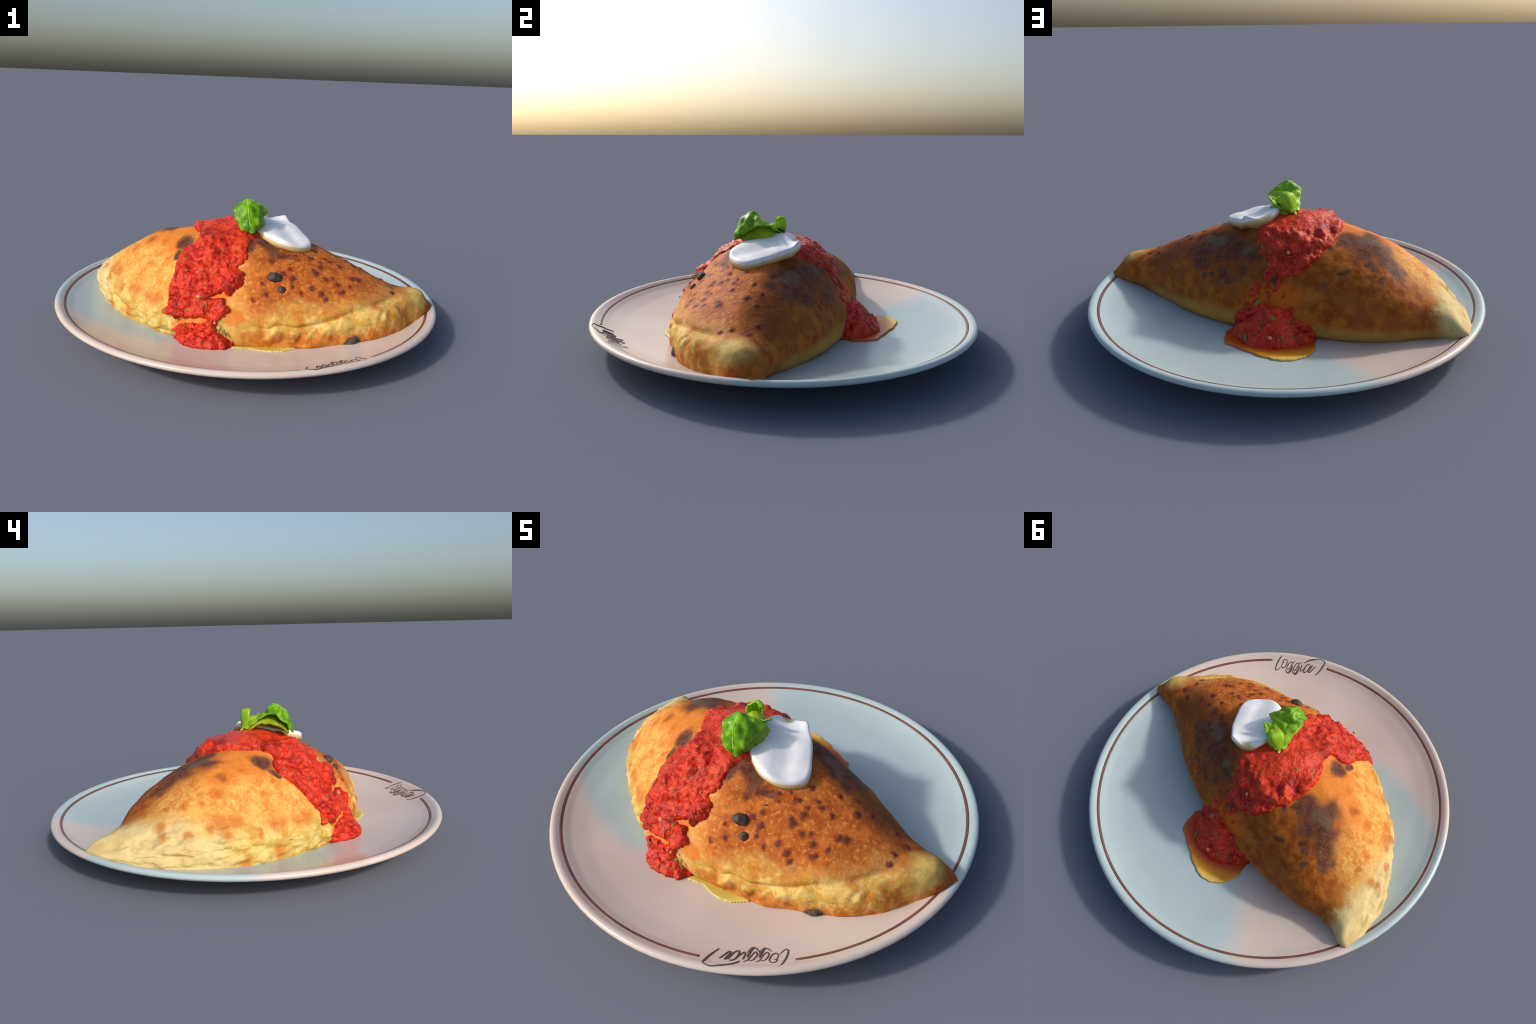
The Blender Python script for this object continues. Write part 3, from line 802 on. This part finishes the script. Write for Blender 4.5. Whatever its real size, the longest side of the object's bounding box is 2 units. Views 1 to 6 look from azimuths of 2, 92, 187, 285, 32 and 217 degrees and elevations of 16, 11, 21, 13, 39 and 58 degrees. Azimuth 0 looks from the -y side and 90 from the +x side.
def sauce_material():
    n = Nodes("tomato_sauce")
    M = n.math
    a, b, c = n.noise(16, 4, .6), n.noise(55, 4, .65), n.noise(120, 3, .6)
    col = n.mix(n.ramp01(a, .36, .62), lin(174, 28, 14), lin(206, 50, 24))
    col = n.mix(n.ramp01(b, .52, .74), col, lin(230, 92, 52))  # wet highlights painted as pale orange flecks
    col = n.mix(n.ramp01(b, .47, .30), col, lin(118, 12, 8))  # crevice shadow drawn into the red as dark flecks
    top = M("MULTIPLY", n.ramp01(M("ADD", n.axis(2), M("MULTIPLY", M("SUBTRACT", a, .5), .10)), .46, .53), .6)
    col = n.mix(top, col, n.mix(n.ramp01(c, .4, .66), lin(208, 54, 28), lin(226, 92, 58)))
    clump = n.noise(9, 3, .55)
    col = n.mix(M("MULTIPLY", n.ramp01(clump, .56, .70), .55), col, lin(206, 74, 28))
    col = n.mix(M("MULTIPLY", n.ramp01(clump, .44, .32), .6), col, lin(124, 20, 12))
    seed = n.voronoi(48)
    col = n.mix(M("MULTIPLY", n.ramp01(seed, .16, .08), .5), col, lin(226, 120, 70))
    burnt = n.ramp01(n.blobs(n.warp(.03, 25), [((.015, -.235, .47), (.035, .02, .03)), ((-.02, -.225, .485), .016)]), 1.1, .5)
    col = n.mix(M("MULTIPLY", burnt, .6), col, lin(140, 70, 58))
    n.bump(M("ADD", b, M("MULTIPLY", c, .6)), .55, .010)
    return n.set(Base_Color=col, Roughness=.30, Specular_IOR_Level=.24)

def oil_material(name, inner, outer, rim, centre, radius):
    n = Nodes(name)
    M = n.math
    d = M("ADD", n.blob(n.coord, centre, radius), M("MULTIPLY", M("SUBTRACT", n.noise(14, 2), .5), .25))
    col = n.mix(n.ramp01(d, 1.02, 1.42), inner, outer)
    col = n.mix(n.ramp01(d, 1.5, 1.75), col, rim)
    return n.set(Base_Color=col, Roughness=.3, Specular_IOR_Level=.4)

def plate_material():
    n = Nodes("glazed_ceramic")
    M = n.math
    x, y = n.axis(0), n.axis(1)
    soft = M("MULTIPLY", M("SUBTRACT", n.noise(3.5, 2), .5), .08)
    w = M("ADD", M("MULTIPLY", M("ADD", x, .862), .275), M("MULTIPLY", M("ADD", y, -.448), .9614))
    # tinted light: bluish skylit shadow at back and west, pink indoor light elsewhere
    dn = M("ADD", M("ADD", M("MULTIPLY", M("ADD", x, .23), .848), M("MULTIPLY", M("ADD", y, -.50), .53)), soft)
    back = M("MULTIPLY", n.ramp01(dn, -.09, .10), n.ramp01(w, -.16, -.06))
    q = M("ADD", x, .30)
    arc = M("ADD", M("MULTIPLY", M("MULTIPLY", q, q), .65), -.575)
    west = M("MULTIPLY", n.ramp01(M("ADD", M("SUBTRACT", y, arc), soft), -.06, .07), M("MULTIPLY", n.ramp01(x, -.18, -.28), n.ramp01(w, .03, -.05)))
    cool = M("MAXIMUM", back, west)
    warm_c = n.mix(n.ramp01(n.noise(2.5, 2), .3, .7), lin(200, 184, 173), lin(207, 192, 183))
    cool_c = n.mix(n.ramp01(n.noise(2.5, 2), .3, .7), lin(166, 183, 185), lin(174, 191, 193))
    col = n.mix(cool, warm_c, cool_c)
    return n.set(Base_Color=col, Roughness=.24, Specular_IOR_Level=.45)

def leaf_material(name, dark, light, vein):
    n = Nodes(name)
    M = n.math
    col = n.mix(n.ramp01(n.noise(22, 4, .6), .36, .64), dark, light)
    col = n.mix(M("MULTIPLY", n.ramp01(M("ADD", n.axis(1), M("MULTIPLY", M("SUBTRACT", n.noise(30, 2), .5), .08)), -.16, -.09), .75), col, vein)   # paler back of the leaf
    col = n.mix(M("MULTIPLY", n.ramp01(n.noise(60, 3), .58, .72), .5), col, vein)
    n.bump(n.noise(70, 3), .3, .004)
    mat = n.set(Base_Color=col, Roughness=.42, Specular_IOR_Level=.4)
    tr = n.t.nodes.new("ShaderNodeBsdfTranslucent")
    n.put(tr.inputs[0], col)
    mx = n.t.nodes.new("ShaderNodeMixShader")
    mx.inputs[0].default_value = .30
    n.t.links.new(n.bsdf.outputs[0], mx.inputs[1])
    n.t.links.new(tr.outputs[0], mx.inputs[2])
    n.t.links.new(mx.outputs[0], n.out.inputs[0])
    return mat

def mozz_material():
    n = Nodes("fresh_cheese")
    M = n.math
    top = M("ADD", M("SUBTRACT", .5625, M("MULTIPLY", n.axis(0), .25)), M("MULTIPLY", n.axis(1), .12))
    depth = M("SUBTRACT", top, n.axis(2))
    side_tint = n.ramp01(M("ADD", depth, M("MULTIPLY", M("SUBTRACT", n.noise(25, 2), .5), .010)), .010, .019)
    col = n.mix(n.ramp01(n.noise(9, 3), .4, .65), lin(238, 238, 238), lin(226, 226, 228))
    col = n.mix(side_tint, col, n.mix(n.ramp01(depth, .018, .045), lin(214, 188, 130), lin(168, 130, 72)))  # creamy side, darkened downwards for the shade on it
    n.bump(n.noise(40, 2), .15, .004)
    return n.set(Base_Color=col, Roughness=.42, Specular_IOR_Level=.35)

def plain(name, a, b, scale, rough=.5, bump=.3):
    n = Nodes(name)
    col = n.mix(n.ramp01(n.noise(scale, 3), .38, .62), a, b)
    n.bump(n.noise(scale * 2, 3), bump, .003)
    return n.set(Base_Color=col, Roughness=rough, Specular_IOR_Level=.35)

# ------------------------------------------------------------------ build
def build():
    rng = np.random.RandomState(5)
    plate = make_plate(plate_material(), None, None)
    decorate_plate(plate, plain("brown_glaze_line", lin(104, 70, 62), lin(124, 82, 70), 6, .35, 0), plain("dark_ink", lin(88, 74, 72), lin(104, 88, 84), 10, .4, 0))

    calzone = bpy.data.objects.new("calzone", None)
    bpy.context.scene.collection.objects.link(calzone)
    calzone["label"] = "folded golden baked calzone topped with red tomato sauce"
    calzone["category"] = "calzone"
    make_crust(crust_material(), calzone)

    sm = sauce_material()
    sauce, top, nrm, d = make_sauce(sm, calzone)
    pn, ptop, pd = make_pool("tomato_sauce", POOL_NORTH, sm, calzone, .026, 1.0, .11, 1.0, step=.004)
    ps, stop, sd = make_pool("tomato_sauce", POOL_SOUTH, sm, calzone, .020, .9, .06, .9, step=.004)
    make_pool("oil_puddle", OIL_NORTH, oil_material("orange_oil", lin(186, 66, 20), lin(206, 138, 30), lin(224, 186, 92), (.02, .395, .06), (.20, .125, .5)), calzone, .008, 0, 0, 0, step=.004, rag=.004, lift=.001)
    make_pool("oil_puddle", OIL_SOUTH, oil_material("pale_oil", lin(196, 176, 84), lin(214, 200, 110), lin(226, 214, 150), (.10, -.48, .05), (.13, .10, .5)), calzone, .005, 0, 0, 0, step=.004, rag=.0)

    # chopped herbs in the sauce
    spots = []
    ok = np.argwhere((d > .012) & (top[..., 2] > .09))
    for i, j in ok[rng.choice(len(ok), 74, replace=False)]:
        if top[i, j, 2] > .47 and rng.rand() < .75:
            continue
        L = rng.uniform(.006, .013)
        spots.append((top[i, j] + nrm[i, j] * .001, nrm[i, j] + rng.normal(0, .25, 3), (L, L * rng.uniform(.6, 1.1), L * .5)))
    for T, D, cnt in ((ptop, pd, 22), (stop, sd, 8)):
        pn_ = grid_normals(T)
        pn_ = np.where(pn_[..., 2:] < 0, -pn_, pn_)
        visible = (D > .012) & (D < .10) & (np.abs(T[..., 1]) > .42)
        ok = np.argwhere(visible)
        for i, j in ok[rng.choice(len(ok), cnt, replace=False)]:
            L = rng.uniform(.006, .012)
            spots.append((T[i, j] + pn_[i, j] * .001, pn_[i, j] + rng.normal(0, .2, 3), (L, L * rng.uniform(.6, 1.1), L * .5)))
    for p, nn, L in (((.093, .372, .212), (0, .8, .6), .024), ((.016, .432, .166), (0, .7, .7), .020), ((-.088, -.572, .135), (0, -.9, .3), .018), ((-.060, -.575, .120), (.2, -.9, .3), .018),
                     ((.138, .470, .078), (.2, .5, .8), .022), ((.085, .195, .415), (.3, .7, .6), .020), ((.014, -.325, .418), (.4, -.6, .7), .014)):
        spots.append((np.array(p), np.array(nn, float), (L, L * .9, L * .5)))
    scatter(fleck_mesh(plain("chopped_herb", lin(80, 98, 34), lin(124, 132, 50), 60)), spots, sauce, "herb_fleck", rng)
    bits = [(np.array(p), np.array((0., -.7, .7)), (.008 * k, .007 * k, .005 * k)) for p, k in
            (((-.195, -.510, .270), 1.3), ((-.11, -.572, .17), .8), ((-.06, -.39, .39), .6))]
    bits += [(np.array(p), np.array((0., .7, .7)), (.010, .008, .007)) for p in ((-.10, .18, .455), (-.04, .24, .415), (.02, .50, .10))]
    scatter(dome_mesh("garlic_bit", plain("soft_garlic", lin(214, 120, 66), lin(224, 160, 104), 40), 90), bits, sauce, "garlic_bit", rng)

    # raised, burnt blisters
    bl = [(np.array((.149, -.411, .350)), np.array((.15, -.65, .75)), (.026, .034, .024)), (np.array((.186, -.448, .304)), np.array((.15, -.7, .7)), (.019, .018, .013)),
          (np.array((.221, -.322, .384)), np.array((.2, -.55, .8)), (.026, .010, .010)), (np.array((.344, -.329, .349)), np.array((.3, -.55, .8)), (.010, .020, .009))]
    proto = dome_mesh("char_blister", plain("burnt_dough", lin(52, 44, 38), lin(88, 76, 64), 30, .5), 95, .18)
    scatter(proto, bl, bpy.data.objects["crust"], "char_blister", rng)

    make_mozzarella(mozz_material())
    make_basil(leaf_material("basil_green", lin(82, 146, 12), lin(142, 200, 30), lin(178, 226, 50)), leaf_material("pale_basil_green", lin(122, 150, 14), lin(160, 186, 30), lin(188, 214, 60)), plain("leaf_vein", lin(128, 190, 44), lin(150, 206, 60), 20))

build()
